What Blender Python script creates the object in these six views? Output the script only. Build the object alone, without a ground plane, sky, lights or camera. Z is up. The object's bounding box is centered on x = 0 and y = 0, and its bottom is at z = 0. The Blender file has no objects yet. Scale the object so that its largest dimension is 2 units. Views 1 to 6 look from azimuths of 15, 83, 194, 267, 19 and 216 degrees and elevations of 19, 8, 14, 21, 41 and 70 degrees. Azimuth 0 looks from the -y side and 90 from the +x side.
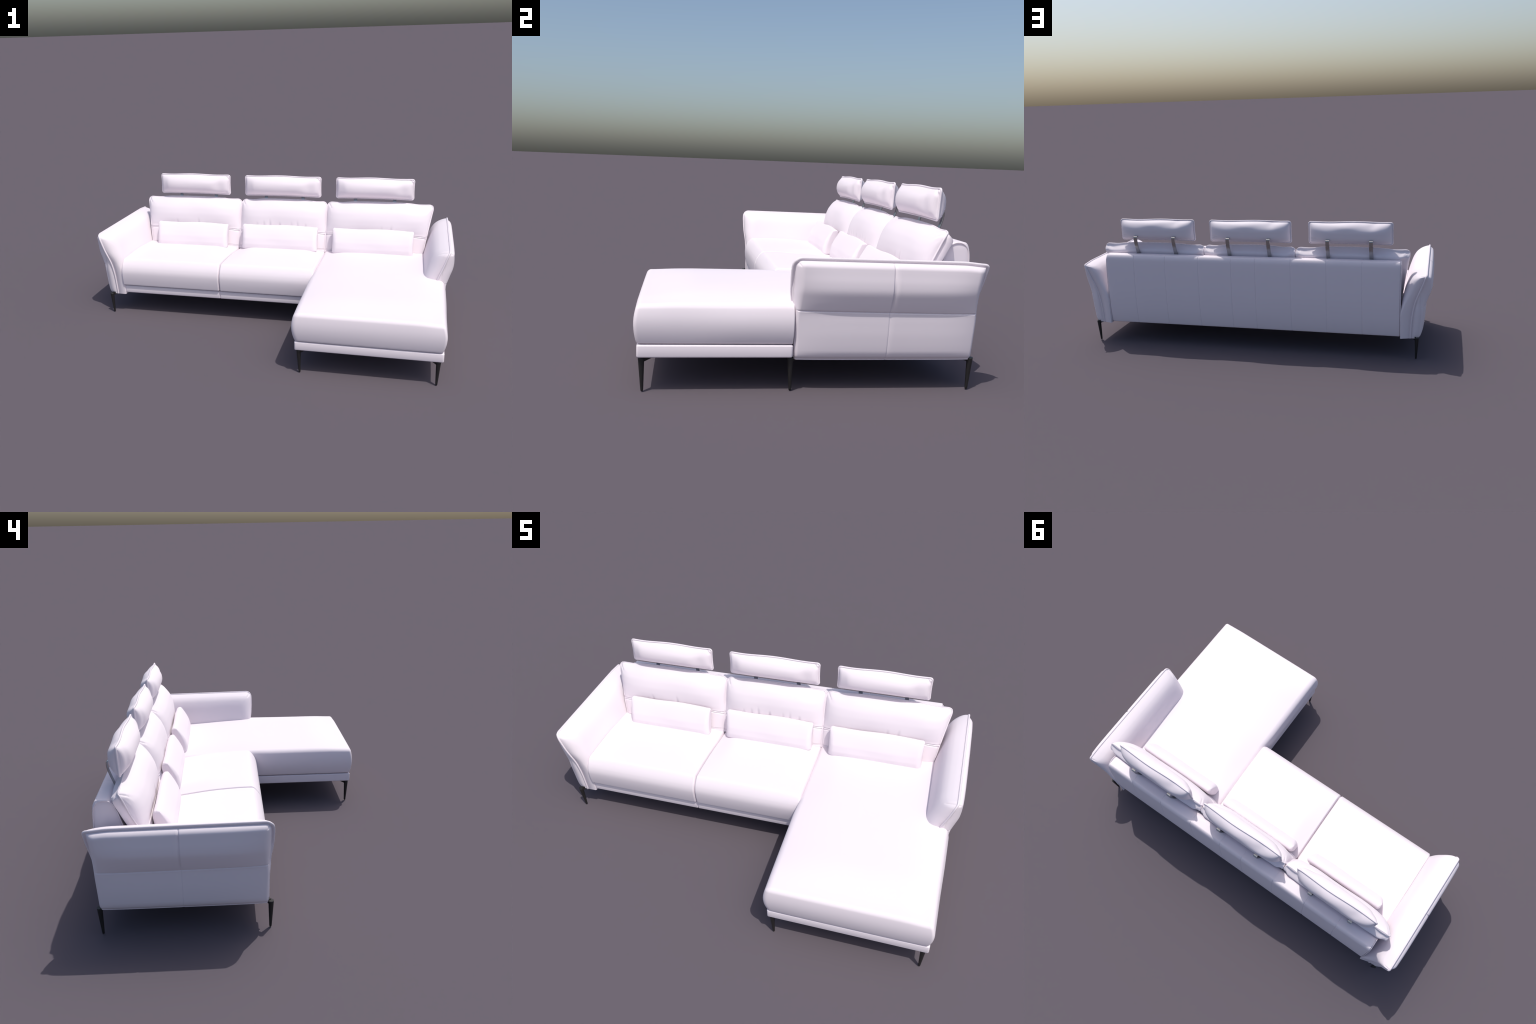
"""White leather sectional sofa with chaise, adjustable headrests, lumbar pillows and slim black legs."""
import bpy, math
import numpy as np

# ------------------------------------------------------------------ helpers
def curve(points):
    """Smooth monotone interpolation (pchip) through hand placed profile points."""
    p = np.array(sorted(points), float)
    x, y = p[:, 0], p[:, 1]
    h = np.diff(x); d = np.diff(y) / h
    m = np.zeros(len(x)); m[0], m[-1] = d[0], d[-1]
    for i in range(1, len(x) - 1):
        if d[i - 1] * d[i] > 0:
            w1, w2 = 2 * h[i] + h[i - 1], h[i] + 2 * h[i - 1]
            m[i] = (w1 + w2) / (w1 / d[i - 1] + w2 / d[i])
    def f(t):
        t = np.clip(np.asarray(t, float), x[0], x[-1])
        i = np.clip(np.searchsorted(x, t) - 1, 0, len(x) - 2)
        s = (t - x[i]) / h[i]
        return ((2*s**3 - 3*s**2 + 1) * y[i] + (s**3 - 2*s**2 + s) * h[i] * m[i]
                + (-2*s**3 + 3*s**2) * y[i+1] + (s**3 - s**2) * h[i] * m[i+1])
    return f

def smooth(e0, e1, x):
    t = np.clip((np.asarray(x, float) - e0) / (e1 - e0), 0, 1)
    return t * t * (3 - 2 * t)

def groove(x, at, width, depth):
    return depth * np.exp(-((x - at) / width) ** 2)

def spaced(lo, hi, step, dense=(), edge=0.0):
    """Coordinates from lo to hi, finer in windows (centre, half width, step) and at both ends."""
    marks = [lo, hi]
    marks += list(np.linspace(lo, hi, max(2, int((hi - lo) / step) + 1)))
    if edge:
        k = edge * (1 - np.cos(np.linspace(0, math.pi / 2, 11)))
        marks += list(lo + k) + list(hi - k)
    for c, w, s in dense:
        marks += list(np.arange(c - w, c + w + s / 2, s))
    v = np.unique(np.round([m for m in marks if lo <= m <= hi], 6))
    keep = [v[0]]
    for t in v[1:]:
        if t - keep[-1] > 2.5e-4:
            keep.append(t)
    keep[-1] = hi
    return np.array(keep)

def make(name, verts, faces, material, parent=None, flat=False):
    me = bpy.data.meshes.new(name)
    me.from_pydata([tuple(v) for v in np.asarray(verts, float)], [], faces)
    me.validate()
    me.materials.append(material)
    me.polygons.foreach_set("use_smooth", [not flat] * len(me.polygons))
    me.update()
    ob = bpy.data.objects.new(name, me)
    bpy.context.scene.collection.objects.link(ob)
    if parent is not None:
        ob.parent = parent
    return ob

def rounded_box(lo, hi, r_lo, r_hi, xs=None, ys=None, zs=None, step=0.02):
    """Box lattice surface with elliptical edges; radii may differ on each of the six sides."""
    lo, hi, r_lo, r_hi = (np.array(a, float) for a in (lo, hi, r_lo, r_hi))
    axes = []
    for k, g in enumerate((xs, ys, zs)):
        if g is None:
            g = spaced(lo[k], hi[k], step)
        e = np.linspace(0, 1, 8)
        g = np.concatenate([g, lo[k] + r_lo[k] * e, hi[k] - r_hi[k] * e])
        g = np.unique(np.round(g, 5)); g = g[np.concatenate([[True], np.diff(g) > 3e-4])]
        g[0], g[-1] = lo[k], hi[k]
        axes.append(g)
    n = [len(a) for a in axes]
    index, pts, faces = {}, [], []
    def vid(i, j, k):
        key = (i, j, k)
        if key not in index:
            index[key] = len(pts); pts.append((axes[0][i], axes[1][j], axes[2][k]))
        return index[key]
    for ax in range(3):
        b, c = (ax + 1) % 3, (ax + 2) % 3
        for side in (0, n[ax] - 1):
            for i in range(n[b] - 1):
                for j in range(n[c] - 1):
                    q = []
                    for di, dj in ((0, 0), (1, 0), (1, 1), (0, 1)):
                        t = [0, 0, 0]; t[ax], t[b], t[c] = side, i + di, j + dj
                        q.append(vid(*t))
                    faces.append(q if side else q[::-1])
    p = np.array(pts)
    q = np.clip(p, lo + r_lo, hi - r_hi)
    d = p - q
    r = np.where(d > 0, r_hi, r_lo)
    s = d / np.maximum(r, 1e-9)
    m, l = np.abs(s).max(1, keepdims=True), np.linalg.norm(s, axis=1, keepdims=True)
    s = np.where(l > 0, s * m / np.maximum(l, 1e-12), s)
    return q + s * r, faces

def slab(us, vs, near, far):
    """Closed shell between two point grids near(u, v) and far(u, v)."""
    U, V = np.meshgrid(us, vs, indexing="ij")
    A, B = near(U, V), far(U, V)
    nu, nv = U.shape
    verts = np.concatenate([A.reshape(-1, 3), B.reshape(-1, 3)])
    o = nu * nv
    idx = lambda i, j: i * nv + j
    faces = []
    for i in range(nu - 1):
        for j in range(nv - 1):
            a, b, c, d = idx(i, j), idx(i + 1, j), idx(i + 1, j + 1), idx(i, j + 1)
            faces.append((a, b, c, d)); faces.append((o + d, o + c, o + b, o + a))
    ring = [idx(i, 0) for i in range(nu)] + [idx(nu - 1, j) for j in range(1, nv)] \
        + [idx(i, nv - 1) for i in range(nu - 2, -1, -1)] + [idx(0, j) for j in range(nv - 2, 0, -1)]
    for a, b in zip(ring, ring[1:] + ring[:1]):
        faces.append((b, a, o + a, o + b))
    return verts, faces

def tube(path, radius, sides=8, closed=False):
    p = np.array(path, float); n = len(p)
    t = np.roll(p, -1, 0) - np.roll(p, 1, 0) if closed else np.gradient(p, axis=0)
    t /= np.linalg.norm(t, axis=1, keepdims=True) + 1e-12
    a = np.zeros_like(p); ref = np.array([0.31, 0.17, 0.93])
    for i in range(n):
        ref = ref - t[i] * ref.dot(t[i]); ref /= np.linalg.norm(ref) + 1e-12; a[i] = ref
    b = np.cross(t, a)
    ang = np.linspace(0, 2 * math.pi, sides, endpoint=False)
    v = (p[:, None] + radius * (np.cos(ang)[None, :, None] * a[:, None] + np.sin(ang)[None, :, None] * b[:, None])).reshape(-1, 3)
    f = []
    for i in range(n if closed else n - 1):
        k = (i + 1) % n
        for j in range(sides):
            l = (j + 1) % sides
            f.append((i * sides + j, i * sides + l, k * sides + l, k * sides + j))
    if not closed:
        f.append(tuple(range(sides))[::-1]); f.append(tuple((n - 1) * sides + j for j in range(sides)))
    return v, f

def even(path, step):
    p = np.array(path, float)
    s = np.concatenate([[0], np.cumsum(np.linalg.norm(np.diff(p, axis=0), axis=1))])
    t = np.linspace(0, s[-1], max(2, int(s[-1] / step) + 1))
    return np.stack([np.interp(t, s, p[:, k]) for k in range(3)], 1)

def round_corner(x, z, hx, hz, rc):
    """Round the corners of the rectangle |x| <= hx, |z| <= hz."""
    dx, dz = np.maximum(np.abs(x) - (hx - rc), 0), np.maximum(np.abs(z) - (hz - rc), 0)
    m, l = np.maximum(dx, dz), np.hypot(dx, dz)
    k = np.where(l > 0, m / np.maximum(l, 1e-12), 1)
    return np.sign(x) * (np.abs(x) - dx + dx * k), np.sign(z) * (np.abs(z) - dz + dz * k)

# ------------------------------------------------------------------ materials
def leather(name, colour, rough=0.5):
    m = bpy.data.materials.new(name); m.use_nodes = True
    nt = m.node_tree; bs = nt.nodes["Principled BSDF"]
    tc = nt.nodes.new("ShaderNodeTexCoord")
    big = nt.nodes.new("ShaderNodeTexNoise"); big.inputs["Scale"].default_value = 5.0; big.inputs["Detail"].default_value = 3.0
    ramp = nt.nodes.new("ShaderNodeValToRGB")
    ramp.color_ramp.elements[0].color = (*[c * 0.985 for c in colour], 1)
    ramp.color_ramp.elements[1].color = (*colour, 1)
    grain = nt.nodes.new("ShaderNodeTexVoronoi"); grain.inputs["Scale"].default_value = 420.0
    bump = nt.nodes.new("ShaderNodeBump"); bump.inputs["Strength"].default_value = 0.04; bump.inputs["Distance"].default_value = 0.0006
    nt.links.new(tc.outputs["Object"], big.inputs["Vector"]); nt.links.new(big.outputs["Fac"], ramp.inputs["Fac"])
    nt.links.new(ramp.outputs["Color"], bs.inputs["Base Color"])
    nt.links.new(tc.outputs["Object"], grain.inputs["Vector"]); nt.links.new(grain.outputs["Distance"], bump.inputs["Height"])
    nt.links.new(bump.outputs["Normal"], bs.inputs["Normal"])
    bs.inputs["Roughness"].default_value = rough
    bs.inputs["Specular IOR Level"].default_value = 0.3
    return m

def metal(name, colour, metallic, rough):
    m = bpy.data.materials.new(name); m.use_nodes = True
    nt = m.node_tree; bs = nt.nodes["Principled BSDF"]
    tc = nt.nodes.new("ShaderNodeTexCoord")
    mp = nt.nodes.new("ShaderNodeMapping"); mp.inputs["Scale"].default_value = (600, 60, 20)
    ns = nt.nodes.new("ShaderNodeTexNoise"); ns.inputs["Scale"].default_value = 1.0
    rr = nt.nodes.new("ShaderNodeMapRange"); rr.inputs["To Min"].default_value = rough * 0.85; rr.inputs["To Max"].default_value = rough * 1.15
    nt.links.new(tc.outputs["Object"], mp.inputs["Vector"]); nt.links.new(mp.outputs["Vector"], ns.inputs["Vector"])
    nt.links.new(ns.outputs["Fac"], rr.inputs["Value"]); nt.links.new(rr.outputs["Result"], bs.inputs["Roughness"])
    bs.inputs["Base Color"].default_value = (*colour, 1); bs.inputs["Metallic"].default_value = metallic
    return m

WHITE = (0.81, 0.738, 0.787)
LEATHER = leather("white_leather", WHITE, 0.55)
CORD = leather("white_piping_leather", tuple(c * 0.98 for c in WHITE), 0.5)
STEEL = metal("brushed_steel", (0.42, 0.42, 0.41), 1.0, 0.22)
BLACK = metal("black_powder_coat", (0.014, 0.013, 0.013), 0.0, 0.5)

# ------------------------------------------------------------------ the thing
sofa = bpy.data.objects.new("sectional_sofa", None)
bpy.context.scene.collection.objects.link(sofa)
sofa["label"] = "white leather L-shaped sofa with chaise, headrests and black legs"
sofa["category"] = "sofa"

Z0 = 0.124           # underside of the upholstery
ARM_IN, SPLIT_A, SPLIT_B, CHAISE_OUT = 0.836, -0.261, 0.268, 0.941

# ---- bases (thin upholstered rail below the cushions)
def base(name, lo, hi, seam_x=(), seam_y=()):
    xs = spaced(lo[0], hi[0], 0.03, [(s, 0.006, 0.0015) for s in seam_x])
    v, f = rounded_box(lo, hi, (0.008, 0.008, 0.006), (0.008, 0.008, 0.005), xs=xs, step=0.03)
    front = smooth(lo[1] + 0.02, lo[1], v[:, 1])
    h = (v[:, 2] - lo[2]) / (hi[2] - lo[2])
    v[:, 1] -= front * 0.004 * np.sin(np.pi * np.clip(h, 0, 1))
    for s in seam_x:
        v[:, 1] += front * groove(v[:, 0], s, 0.0022, 0.005)
    side = smooth(hi[0] - 0.02, hi[0], v[:, 0])
    v[:, 0] += side * 0.003 * np.sin(np.pi * np.clip(h, 0, 1))
    return make(name, v, f, LEATHER, sofa)

base("seat_base", (-ARM_IN - 0.004, -0.0555, Z0 - 0.002), (SPLIT_B + 0.01, 0.50, 0.1675), seam_x=(SPLIT_A,))
base("chaise_base", (SPLIT_B - 0.002, -0.593, Z0 - 0.002), (0.946, -0.064, 0.1675))
base("chaise_base", (SPLIT_B + 0.012, -0.075, Z0 + 0.002), (ARM_IN - 0.001, 0.50, 0.171))

# ---- seat cushions
def seat_cushion(name, x0, x1, left_joint):
    lo, hi = (x0, -0.066, 0.169), (x1, 0.46, 0.318)
    v, f = rounded_box(lo, hi, (0.010, 0.024, 0.008), (0.010, 0.03, 0.040), step=0.012)
    v0 = v.copy()
    u = (2 * v0[:, 0] - x0 - x1) / (x1 - x0); w = (2 * v0[:, 1] - lo[1] - hi[1]) / (hi[1] - lo[1]); h = (v0[:, 2] - lo[2]) / (hi[2] - lo[2])
    roll = smooth(0.58, 1.0, u) + left_joint * smooth(0.58, 1.0, -u)
    soft = (1 - np.abs(u) ** 4) ** 0.8 * np.clip(1 - np.abs(w) ** 6, 0, 1)
    v[:, 2] += smooth(0.4, 1, h) * (0.006 * soft + 0.004 - 0.030 * smooth(-0.3, 1.3, w) - 0.018 * roll * smooth(-0.9, 0.6, w))
    front = smooth(0.12, -0.06, v0[:, 1])
    v[:, 1] -= front * (0.009 * np.sin(np.pi * np.clip(h, 0, 1)) )
    v[:, 1] += front * 0.016 * smooth(0.55, 1.0, h)
    return make(name, v, f, LEATHER, sofa)

seat_cushion("seat_cushion", -ARM_IN - 0.014, SPLIT_A + 0.001, 0.0)
seat_cushion("seat_cushion", SPLIT_A - 0.001, SPLIT_B + 0.004, 1.0)

# ---- chaise cushion, stepped in behind the front of the armrest
lo, hi = (SPLIT_B, -0.594, 0.169), (CHAISE_OUT, 0.46, 0.315)
v, f = rounded_box(lo, hi, (0.022, 0.014, 0.006), (0.012, 0.03, 0.018),
                   ys=spaced(lo[1], hi[1], 0.014, [(-0.062, 0.006, 0.001)]), step=0.013)
v0 = v.copy()
u = (2 * v0[:, 0] - lo[0] - hi[0]) / (hi[0] - lo[0]); h = (v0[:, 2] - lo[2]) / (hi[2] - lo[2])
wy = (v0[:, 1] - lo[1]) / (hi[1] - lo[1])
crown = np.clip(1 - np.abs(u) ** 3, 0, 1) * smooth(0, 0.2, wy)
v[:, 2] += smooth(0.4, 1, h) * (0.020 * crown - 0.007 * smooth(-0.6, -1, u) * smooth(-0.15, 0.15, v0[:, 1]) - (0.024 + 0.004 * u) * smooth(-0.12, 0.50, v0[:, 1]) - 0.006 * smooth(0.62, 1, u) * smooth(0.25, -0.4, v0[:, 1]) - 0.003 * smooth(0.12, 0, wy))
belly = np.sin(np.pi * np.clip(h, 0, 1))
v[:, 1] -= smooth(-0.45, -0.594, v0[:, 1]) * (0.011 * belly ** 0.8 + 0.001 * (1 - u ** 4))
v[:, 0] += smooth(0.80, 0.94, v0[:, 0]) * (0.015 + 0.003 * smooth(-0.45, -0.2, v0[:, 1])) * belly ** 0.8
v[:, 0] -= smooth(0.40, 0.27, v0[:, 0]) * smooth(0.0, -0.15, v0[:, 1]) * 0.015 * belly ** 0.8
v[:, 0] -= smooth(0.85, 0.93, v0[:, 0]) * smooth(-0.066, -0.058, v0[:, 1]) * 0.05   # tucked inside the armrest
make("chaise_cushion", v, f, LEATHER, sofa)

# ---- backrest frame: long upholstered back with rounded top and vertical panel seams
BACK_SEAMS = (0.664, 0.474, 0.276, 0.084, -0.053, -0.251, -0.446, -0.636)
y_back = curve([(0.114, 0.584), (0.16, 0.592), (0.22, 0.597), (0.30, 0.599), (0.40, 0.597), (0.47, 0.594), (0.524, 0.589)])
y_fore = curve([(0.12, 0.440), (0.30, 0.452), (0.417, 0.484), (0.478, 0.501), (0.524, 0.514)])
XB = 0.836
v, f = rounded_box((-XB, 0, 0.1145), (XB, 1, 0.523), (0.006, 0.40, 0.008), (0.006, 0.20, 0.030),
                   xs=spaced(-XB, XB, 0.03, [(s, 0.006, 0.001) for s in BACK_SEAMS]), ys=spaced(0, 1, 0.05), step=0.014)
t = v[:, 1].copy()
v[:, 1] = y_fore(v[:, 2]) * (1 - t) + y_back(v[:, 2]) * t
cut = sum(groove(v[:, 0], s, 0.0016, 0.0022) for s in BACK_SEAMS)
puff = 0.0
v[:, 1] -= cut * smooth(0.6, 1.0, t)
v[:, 2] -= cut * smooth(0.46, 0.52, v[:, 2]) * (1 - smooth(0.6, 1.0, t)) * 0.6
backrest = make("backrest_frame", v, f, LEATHER, sofa)
zz = np.linspace(Z0, 0.48, 40)
for s in (-1, 1):
    arc = [(s * (XB + 0.0005), 0.5 * (y_fore(0.483) + y_back(0.483)) + 0.0415 * math.cos(a) + 0.0, 0.482 + 0.040 * math.sin(a)) for a in np.linspace(0.05, math.pi - 0.05, 30)]
    path = [(s * XB, float(y_back(z)) - 0.003, z) for z in zz] + arc + [(s * XB, float(y_fore(z)), z) for z in zz[::-1] if z > 0.35]
    tv, tf = tube(even(path, 0.006), 0.0022)
    make("piping", tv, tf, CORD, backrest)

# ---- armrests: outer panel and inner pad meeting in a piped edge
ZA, ZT = 0.1125, 0.467
arm_pipe = curve([(0.12, .888), (.216, .894), (.26, .900), (.303, .909), (.34, .921), (.383, .938), (.426, .953), (ZT, .968)])
arm_out_end = curve([(0.117, .931), (.125, .936), (.16, .942), (.19, .945), (.28, .954), (.33, .963), (.39, .977), (.435, .985), (.455, .987), (ZT, .987)])
arm_bulge = curve([(0.1145, 0.005), (.15, .012), (.2, .013), (.25, .011), (.283, .0085), (.305, .0145), (.33, .0205), (.36, .0245), (.39, .0195), (.42, .0110), (.445, .005), (ZT, .0)])
arm_in_mid = curve([(0.12, .836), (.25, .836), (.312, .844), (.377, .863), (.43, .888), (.452, .912), (.463, .942), (ZT, .964)])
y_front = curve([(0.12, -.059), (.22, -.062), (.29, -.066), (.365, -.076), (.43, -.079), (ZT, -.077)])
y_rear = curve([(0.12, .584), (.2, .586), (.285, .589), (.35, .595), (.40, .601), (ZT, .607)])
LEN = 0.68
def arm_yz(a, b):
    """a: 0 front to 1 rear, b: 0 bottom to 1 top; top corners rounded."""
    z = ZA + (ZT - ZA) * b
    hy, hz = LEN / 2, (ZT - ZA)
    y = (a - 0.5) * LEN
    rc = np.where(a < 0.5, 0.028, 0.012)
    dy, dz = np.maximum(np.abs(y) - (hy - rc), 0), np.maximum(b * hz - (hz - rc), 0)
    m, l = np.maximum(dy, dz), np.hypot(dy, dz)
    k = np.where(l > 0, m / np.maximum(l, 1e-12), 1)
    y = np.sign(y) * (np.abs(y) - dy + dy * k); z = z - dz + dz * k
    t = y / LEN + 0.5
    z = z + (0.007 * (1 - t) - 0.006 * smooth(0.86, 1.0, t)) * smooth(0.55, 1.0, b)
    return y_front(z) * (1 - t) + y_rear(z) * t, z

def armrest(side):
    a_s = spaced(0, 1, 0.02, [((0.267 + 0.07) / LEN, 0.012, 0.002), ((0.411 + 0.07) / LEN, 0.010, 0.002)], edge=0.06)
    a_s = np.unique(np.concatenate([a_s, np.linspace(0, 0.06, 26), 1 - np.linspace(0, 0.06, 26)]))
    zseam = (0.288 - ZA) / (ZT - ZA)
    b_s = spaced(0, 1, 0.02, [(zseam, 0.03, 0.004), (0.965, 0.035, 0.004)], edge=0.12)
    def zlin(b): return ZA + (ZT - ZA) * b
    def end(a, r, e0):
        d = np.minimum(a, 1 - a) * LEN
        return e0 + (1 - e0) * np.sqrt(np.maximum(1 - (1 - np.minimum(d / r, 1)) ** 2, 0))
    def pipe_x(a, b): return arm_pipe(zlin(b))
    def outer(a, b):
        y, z = arm_yz(a, b); zl = zlin(b); xp = arm_pipe(zl)
        up = smooth(0.24, 0.40, zl)
        dome = lambda d, r: np.sqrt(np.maximum(1 - (1 - np.clip(d / r, 0, 1)) ** 2, 0))
        d_end = np.minimum(a, 1 - a) * LEN
        e0 = 0.78 * (1 - up)
        rim = e0 + (1 - e0) * dome(d_end - 0.002 - 0.007 * up, 0.012 + 0.018 * up)
        rim = rim * dome((1 - b) * (ZT - ZA) - 0.008, 0.020)
        thick = 0.0015 + (arm_out_end(zl) - xp) * rim
        thick = thick + arm_bulge(zl) * (np.clip(1 - np.abs(2 * a - 1) ** 5, 0, 1)) ** 0.8
        zs = 0.2925 - 0.0075 * a
        cut = groove(zl, zs, 0.0022, 0.004)
        ys1, ys2 = 0.266, 0.411
        cut = cut + groove(y, ys1, 0.0024, 0.004) * (0.4 + 0.8 * smooth(0.27, 0.33, zl)) * smooth(1.0, 0.97, b)
        cut = cut + groove(y, ys2, 0.0022, 0.0035) * (zl < zs)
        thick = thick - cut * smooth(0, 0.03, a) * smooth(1, 0.97, a)
        bottom = smooth(0.0, 0.05, b)
        x = xp + thick * (0.94 + 0.06 * bottom)
        return np.stack([side * x, y, z], -1)
    def inner(a, b):
        y, z = arm_yz(a, b); zl = zlin(b); xp = arm_pipe(zl)
        d_f, d_r = a * LEN, (1 - a) * LEN
        cheek = lambda d, e0, r: e0 + (1 - e0) * np.sqrt(np.maximum(1 - (1 - np.clip(d / r, 0, 1)) ** 2, 0))
        k = smooth(0.14, 0.44, zl); q = smooth(0.20, 0.42, zl)
        e_f = cheek(d_f, 0.86 - 0.74 * k, 0.022 + 0.050 * k)
        e_r = cheek(d_r, 0.95 - 0.55 * q, 0.010 + 0.045 * q)
        x = xp + (arm_in_mid(zl) - xp) * e_f * e_r
        y = y + 0.015 * smooth(0.90, 1.0, a) * smooth(0.80, 0.40, b)
        return np.stack([side * x, y, z], -1)
    def middle(a, b, dx=0.0):
        y, z = arm_yz(a, b); return np.stack([side * (arm_pipe(zlin(b)) + dx), y, z], -1)
    flip = side < 0
    def build(name, near, far, rev, parent):
        v, f = slab(a_s, b_s, near, far)
        if rev: f = [q[::-1] for q in f]
        return make(name, v, f, LEATHER, parent)
    pad = build("armrest", inner, lambda a, b: middle(a, b, 0.003), not flip, sofa)
    build("outer_panel", outer, lambda a, b: middle(a, b, -0.002), flip, pad)
    one = lambda a, b: middle(np.array([a]), np.array([b]))[0]
    path = [one(0.0, b) for b in np.linspace(0.0, 1, 60)] + [one(a, 1.0) for a in spaced(0, 1, 0.02, edge=0.06)[1:]] + [one(1.0, b) for b in np.linspace(1, 0, 60)[1:]]
    tv, tf = tube(even(path, 0.005), 0.0052)
    make("piping", tv, tf, CORD, pad)

armrest(1); armrest(-1)

# ---- back cushions
back_edge = curve([(0.26, .378), (.30, .386), (.36, .401), (.40, .415), (.443, .435), (.514, .463), (.560, .482), (.60, .497)])
back_puff = curve([(0.26, .016), (.30, .022), (.38, .026), (.405, .029), (.43, .040), (.46, .0495), (.49, .0540), (.515, .0525), (.538, .0435), (.553, .031), (.5625, .017), (.568, .0)])
def back_cushion(x0, x1, flare_l, flare_r, pleats, seed):
    zb, zt = 0.265, 0.568
    hw, c = (x1 - x0) / 2, (x0 + x1) / 2
    rng = np.random.default_rng(seed)
    us = spaced(-1, 1, 0.03, [(p, 0.05, 0.006) for p in pleats], edge=0.09)
    vs = spaced(0, 1, 0.02, [((0.402 - zb) / (zt - zb), 0.05, 0.004), ((0.306 - zb) / (zt - zb), 0.03, 0.004)], edge=0.12)
    def frame(u, v):
        x, z = round_corner(u * hw, (v - 0.5) * (zt - zb), hw, (zt - zb) / 2, 0.028)
        t = smooth(0, 1, v)
        side = np.clip((x / hw + 1) / 2, 0, 1)
        z = z + (zb + zt) / 2
        hump = 0.007 * np.clip(1 - (u / 0.85) ** 2, 0, 1) ** 1.0 - 0.004 * np.exp(-((np.abs(u) - 0.72) / 0.14) ** 2)
        z = z + hump * smooth(0.5, 1, v)
        x = c + x + v ** 1.2 * (flare_r * side - flare_l * (1 - side))
        return x, z
    def front(u, v):
        x, z = frame(u, v)
        zl = zb + (zt - zb) * v
        across = np.clip(1 - np.minimum(np.abs(u) / 0.993, 1) ** 5.5, 0, 1) ** 0.55
        top = np.sqrt(np.clip(1 - smooth(0.93, 1.0, v) ** 2, 0, 1))
        y = back_edge(zl) - back_puff(zl) * across
        zs = 0.405 - 0.013 * np.abs(u) ** 5
        y = y + groove(zl, zs, 0.0016, 0.004) + groove(zl, zs - 0.0075, 0.0016, 0.004)
        zs2 = 0.310 - 0.008 * np.abs(u) ** 5
        y = y + groove(zl, zs2, 0.0015, 0.003) + groove(zl, zs2 - 0.006, 0.0015, 0.003)
        for k, p in enumerate(pleats):
            fall = smooth(0.468 + 0.010 * ((k * 7) % 3 - 1), 0.425, zl) * smooth(0.402, 0.412, zl) * (0.5 + 0.5 * ((k * 5) % 4) / 3)
            y = y + fall * (groove(u, p, 0.028, 0.0042) - groove(u, p + 0.06, 0.035, 0.0010))
        y = y + 0.0015 * np.sin(6.1 * u + seed) * np.sin(9 * v + 1.3 * seed) * across
        # short folds by the upper corners
        for s in (-1, 1):
            q = np.hypot((u - s) * hw, zl - zt)
            w = np.arctan2(zt - zl, (1 - s * u) * hw)
            y = y - 0.0010 * np.cos(12 * w) * np.exp(-((q - 0.035) / 0.018) ** 2)
        return np.stack([x, y, z], -1)
    def rear(u, v):
        x, z = frame(u, v)
        zl = zb + (zt - zb) * v
        across = np.clip(1 - np.abs(u) ** 6, 0, 1) ** 0.6
        gus = 0.030 * smooth(1.0, 0.86, v) + 0.004
        y = back_edge(zl) + gus + 0.020 * across * smooth(1.0, 0.88, v)
        for s in (-0.15, 0.35):
            y = y - groove(u, s, 0.006, 0.0015)
        for s in (-1, 1):
            q = np.hypot((u - s) * hw, zl - zt); w = np.arctan2(zt - zl, (1 - s * u) * hw)
            y = y + 0.0025 * np.cos(8 * w) * np.exp(-((q - 0.05) / 0.03) ** 2)
        return np.stack([x, y, z], -1)
    v, f = slab(us, vs, front, rear)
    ob = make("back_cushion", v, f, LEATHER, sofa)
    one = lambda u, v: (front(np.array([u]), np.array([v]))[0])
    path = [one(-1.0, t) for t in np.linspace(0.05, 1, 60)] + [one(t, 1.0) for t in np.linspace(-1, 1, 120)[1:]] + [one(1.0, t) for t in np.linspace(1, 0.05, 60)[1:]]
    tv, tf = tube(even(path, 0.005), 0.0030)
    make("piping", tv, tf, CORD, ob)
    return ob

back_cushion(-0.832, SPLIT_A - 0.001, 0.050, 0.0, (-0.35, 0.12), 1)
back_cushion(SPLIT_A + 0.001, SPLIT_B - 0.001, 0.0, 0.0, (-0.58, -0.42, -0.28, -0.05, 0.22, 0.36, 0.55), 2)
back_cushion(SPLIT_B + 0.001, 0.834, 0.0, 0.055, (0.1, 0.28), 3)

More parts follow.
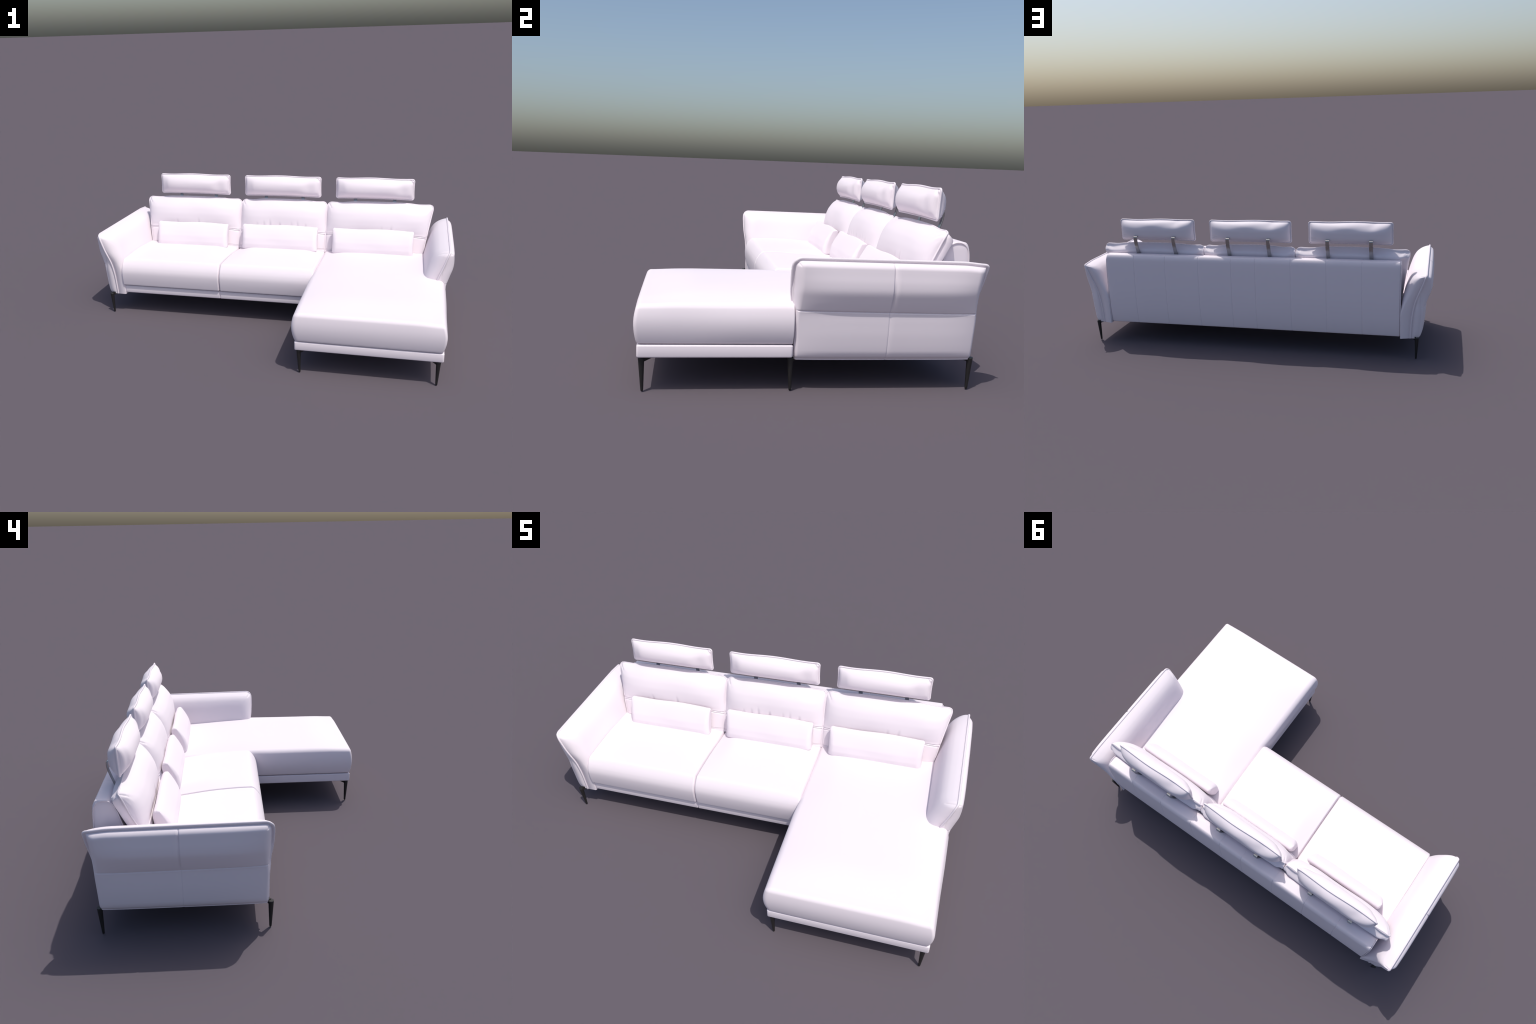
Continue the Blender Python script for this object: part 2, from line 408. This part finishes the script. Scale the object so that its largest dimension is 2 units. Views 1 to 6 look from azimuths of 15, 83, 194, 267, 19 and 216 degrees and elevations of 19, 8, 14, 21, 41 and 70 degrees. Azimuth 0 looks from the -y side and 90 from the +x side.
# ---- lumbar pillows
LUM_FRONT = curve([(-0.0700, .000), (-0.0685, .010), (-0.062, .0185), (-0.050, .0235), (-0.030, .0275), (-0.005, .028), (0.020, .0235), (0.045, .0150), (0.060, .0075), (0.067, .0025), (0.0700, .000)])
LUM_BACK = curve([(-0.0700, .000), (-0.066, .020), (-0.05, .032), (0.0, .038), (0.04, .034), (0.060, .026), (0.067, .018), (0.0700, .010)])
def lumbar_mesh():
    """Flat fronted pillow leaning on the back cushion, sewn around its side seam."""
    hx, hz = 0.229, 0.0700
    us = spaced(-1, 1, 0.03, edge=0.10); vs = spaced(-1, 1, 0.03, edge=0.30)
    def seam(u, v):
        x, z = round_corner(u * hx, v * hz, hx, hz, 0.010)
        x = x * (1 - 0.008 * (1 - v ** 2))
        z = z + smooth(0.2, 1, v) * (0.0022 * np.sin(4.6 * u + 0.5) - 0.0015 * np.exp(-((np.abs(u) - 0.9) / 0.1) ** 2))
        return x, z, 0.26 * z
    def ends(u, r):
        d = (1 - np.abs(u)) * hx
        return np.sqrt(np.maximum(1 - (1 - np.minimum(d / r, 1)) ** 2, 0))
    def front(u, v):
        x, z, y = seam(u, v)
        y = y - 0.0006 - LUM_FRONT(v * hz) * (0.20 + 0.80 * ends(u, 0.028)) * (1 + 0.10 * (1 - u ** 2)) - 0.0012 * np.sin(5 * u + 2 * v) * ends(u, 0.08) * (1 - v ** 2)
        return np.stack([x, y, z], -1)
    def rear(u, v):
        x, z, y = seam(u, v)
        return np.stack([x, y + 0.0006 + LUM_BACK(v * hz) * (0.55 + 0.45 * ends(u, 0.015)), z], -1)
    return slab(us, vs, front, rear)
lv, lf = lumbar_mesh()
first = None
for cx, sx, cy in ((-0.545, 0.983, 0.335), (0.0, 1.0, 0.345), (0.551, 1.015, 0.338)):
    if first is None:
        ob = first = make("lumbar_pillow", lv, lf, LEATHER, sofa)
    else:
        ob = first.copy(); bpy.context.scene.collection.objects.link(ob)
    ob.location = (cx, cy, 0.3715); ob.scale = (sx, 1, 1)

# ---- headrests with piping and steel brackets
HW, HH = 0.2250, 0.0590
def head_frame(u, v):
    x, z = round_corner(u * HW, v * HH, HW, HH, 0.012)
    x = x * (1 - 0.010 * (1 - v ** 2))
    z = z + 0.0022 * smooth(0, 1, v) * np.cos(4.2 * u + 0.5) * (1 - u ** 4) - 0.004 * smooth(0, -1, v) * (1 - u ** 2) * -0.6
    ym = 0.003 * v + 0.004 * np.sin(3.1 * u + 0.8) * smooth(0.2, 1, v) * (1 - u ** 2)
    return x, z, ym
def head_puff(u, v, depth, low):
    u, w = np.minimum(np.abs(u) / 0.985, 1), np.minimum(np.abs(v) / 0.95, 1)
    return depth * np.clip(1 - u ** 5, 0, 1) ** 0.5 * np.where(v > 0, np.clip(1 - w ** 2.2, 0, 1) ** 0.68, np.clip(1 - w ** low, 0, 1) ** 0.55)
def head_front(u, v):
    x, z, ym = head_frame(u, v)
    y = ym - 0.002 - head_puff(u, v, 0.047, 2.0)
    # corner creases and a hollow on the right hand side
    d = (u - 0.93) * HW + (v - 0.80) * HH * 0.9
    along = np.hypot((u - 0.9) * HW, (v - 0.7) * HH)
    y = y + 0.006 * np.exp(-(d / 0.006) ** 2) * np.exp(-(along / 0.03) ** 2)
    y = y + 0.010 * np.exp(-((u - 0.72) / 0.16) ** 2 - ((v - 0.0) / 0.7) ** 2)
    y = y + 0.004 * np.exp(-((u + 0.86) / 0.08) ** 2) * (1 - v ** 2)
    y = y + 0.003 * np.exp(-((u - 0.9) / 0.05) ** 2 - ((v + 0.72) / 0.14) ** 2)
    return np.stack([x, y, z], -1)
def head_rear(u, v):
    x, z, ym = head_frame(u, v)
    y = ym + 0.002 + head_puff(u, v, 0.050, 4.0)
    for k in range(3):
        y = y - 0.004 * np.exp(-((v + 0.42 + 0.13 * k) / 0.045) ** 2 - ((u - 0.86) / 0.09) ** 2)
    y = y + 0.003 * np.sin(7 * u + 1.0) * smooth(0.1, 0.7, v) * (1 - u ** 4) * (1 - v ** 4)
    y = y - 0.006 * np.exp(-((u + 0.55) / 0.12) ** 2 - ((v - 0.75) / 0.3) ** 2)
    return np.stack([x, y, z], -1)
hu = spaced(-1, 1, 0.025, edge=0.12); hv = spaced(-1, 1, 0.04, edge=0.25)
hv_, hf_ = slab(hu, hv, head_front, head_rear)
rim = [(u, 1.0) for u in np.linspace(-1, 1, 120)] + [(1.0, v) for v in np.linspace(1, -1, 50)[1:]] + [(u, -1.0) for u in np.linspace(1, -1, 120)[1:]] + [(-1.0, v) for v in np.linspace(-1, 1, 50)[1:-1]]
rim = np.array([[c for c in (lambda r: (r[0], r[2], r[1]))(head_frame(np.array(u), np.array(v)))] for u, v in rim], float)
pv, pf = tube(even(np.vstack([rim, rim[:1]]), 0.005)[:-1], 0.0042, closed=True)

# steel strap: hooks behind the pillow, bends and drops into the gap behind the back cushion
strap_path = [(0.025, -0.020), (0.050, -0.030), (0.0575, -0.0305), (0.0600, -0.034), (0.0600, -0.048), (0.057, -0.065),
              (0.051, -0.085), (0.044, -0.105), (0.036, -0.128), (0.026, -0.155), (0.012, -0.20)]
def strap_mesh():
    p = np.array(strap_path); n = len(p)
    s = np.concatenate([[0], np.cumsum(np.hypot(*np.diff(p, axis=0).T))])
    fy, fz = curve(list(zip(s, p[:, 0]))), curve(list(zip(s, p[:, 1])))
    t = np.linspace(0, s[-1], 70); q = np.stack([fy(t), fz(t)], 1)
    d = np.gradient(q, axis=0); d /= np.linalg.norm(d, axis=1, keepdims=True)
    nrm = np.stack([-d[:, 1], d[:, 0]], 1) * 0.0022
    w, c = 0.0105, 0.0006
    verts, faces = [], []
    for a, b in zip(q, nrm):
        for sx, sn in ((-w, -c / .0022), (-w + c, -1), (w - c, -1), (w, -c / .0022), (w, c / .0022), (w - c, 1), (-w + c, 1), (-w, c / .0022)):
            verts.append((sx, a[0] + b[0] * sn, a[1] + b[1] * sn))
    for i in range(len(q) - 1):
        for j in range(8):
            k = (j + 1) % 8
            faces.append((i * 8 + j, (i + 1) * 8 + j, (i + 1) * 8 + k, i * 8 + k))
    faces.append(tuple(range(8))); faces.append(tuple((len(q) - 1) * 8 + j for j in range(7, -1, -1)))
    return verts, faces
sv, sf = strap_mesh()
proto = None
for cx, sx in ((-0.5625, 1.0), (-0.0055, 1.037), (0.546, 1.0)):
    if proto is None:
        h = make("headrest", hv_, hf_, LEATHER, sofa); p = make("piping", pv, pf, CORD, h); b1 = make("headrest_bracket", sv, sf, STEEL, h, flat=True)
        proto = (h, p, b1); b2 = b1.copy(); bpy.context.scene.collection.objects.link(b2)
    else:
        h = proto[0].copy(); p = proto[1].copy(); b1 = proto[2].copy(); b2 = proto[2].copy()
        for o in (h, p, b1, b2): bpy.context.scene.collection.objects.link(o)
        for o in (p, b1, b2): o.parent = h
    h.location = (cx, 0.491, 0.6535); h.scale = (sx, 1, 1)
    b1.location = (-0.116 / sx, 0, 0); b2.location = (0.115 / sx, 0, 0)
    for o in (b1, b2): o.scale = (1 / sx, 1, 1)

# ---- legs: slim tapered posts with a wedge shaped gusset running inwards
def leg_mesh():
    n, rows = 20, 24
    verts, faces = [], []
    for i in range(rows + 1):
        t = i / rows; z = 0.1190 * t
        r = 0.0048 + 0.0062 * t
        if i == 0: r -= 0.0008
        for j in range(n):
            a = 2 * math.pi * j / n
            verts.append((0.005 * t + r * math.cos(a), r * math.sin(a), z))
    for i in range(rows):
        for j in range(n):
            k = (j + 1) % n
            faces.append((i * n + j, i * n + k, (i + 1) * n + k, (i + 1) * n + j))
    faces.append(tuple(range(n))[::-1]); faces.append(tuple(rows * n + j for j in range(n)))
    o = len(verts)
    for y in (-0.006, 0.006):
        verts += [(0.0, y, 0.103), (0.0, y, 0.1225), (-0.085, y, 0.1225), (-0.085, y, 0.1165)]
    faces += [(o, o+1, o+2, o+3), (o+7, o+6, o+5, o+4), (o, o+3, o+7, o+4), (o+3, o+2, o+6, o+7), (o+2, o+1, o+5, o+6), (o+1, o, o+4, o+5)]
    return verts, faces
gv, gf = leg_mesh()
first = None
for x, y, ang in ((-0.919, -0.065, 225), (0.288, -0.574, 225), (0.921, -0.576, -45), (0.922, -0.066, -45), (0.921, 0.581, 45), (-0.919, 0.583, 135)):
    if first is None:
        ob = first = make("leg", gv, gf, BLACK, sofa)
        ob.data.polygons.foreach_set("use_smooth", [len(p.vertices) == 4 and i < 480 for i, p in enumerate(ob.data.polygons)])
    else:
        ob = first.copy(); bpy.context.scene.collection.objects.link(ob)
    ob.location = (x, y, 0.0); ob.rotation_euler = (0, 0, math.radians(ang))
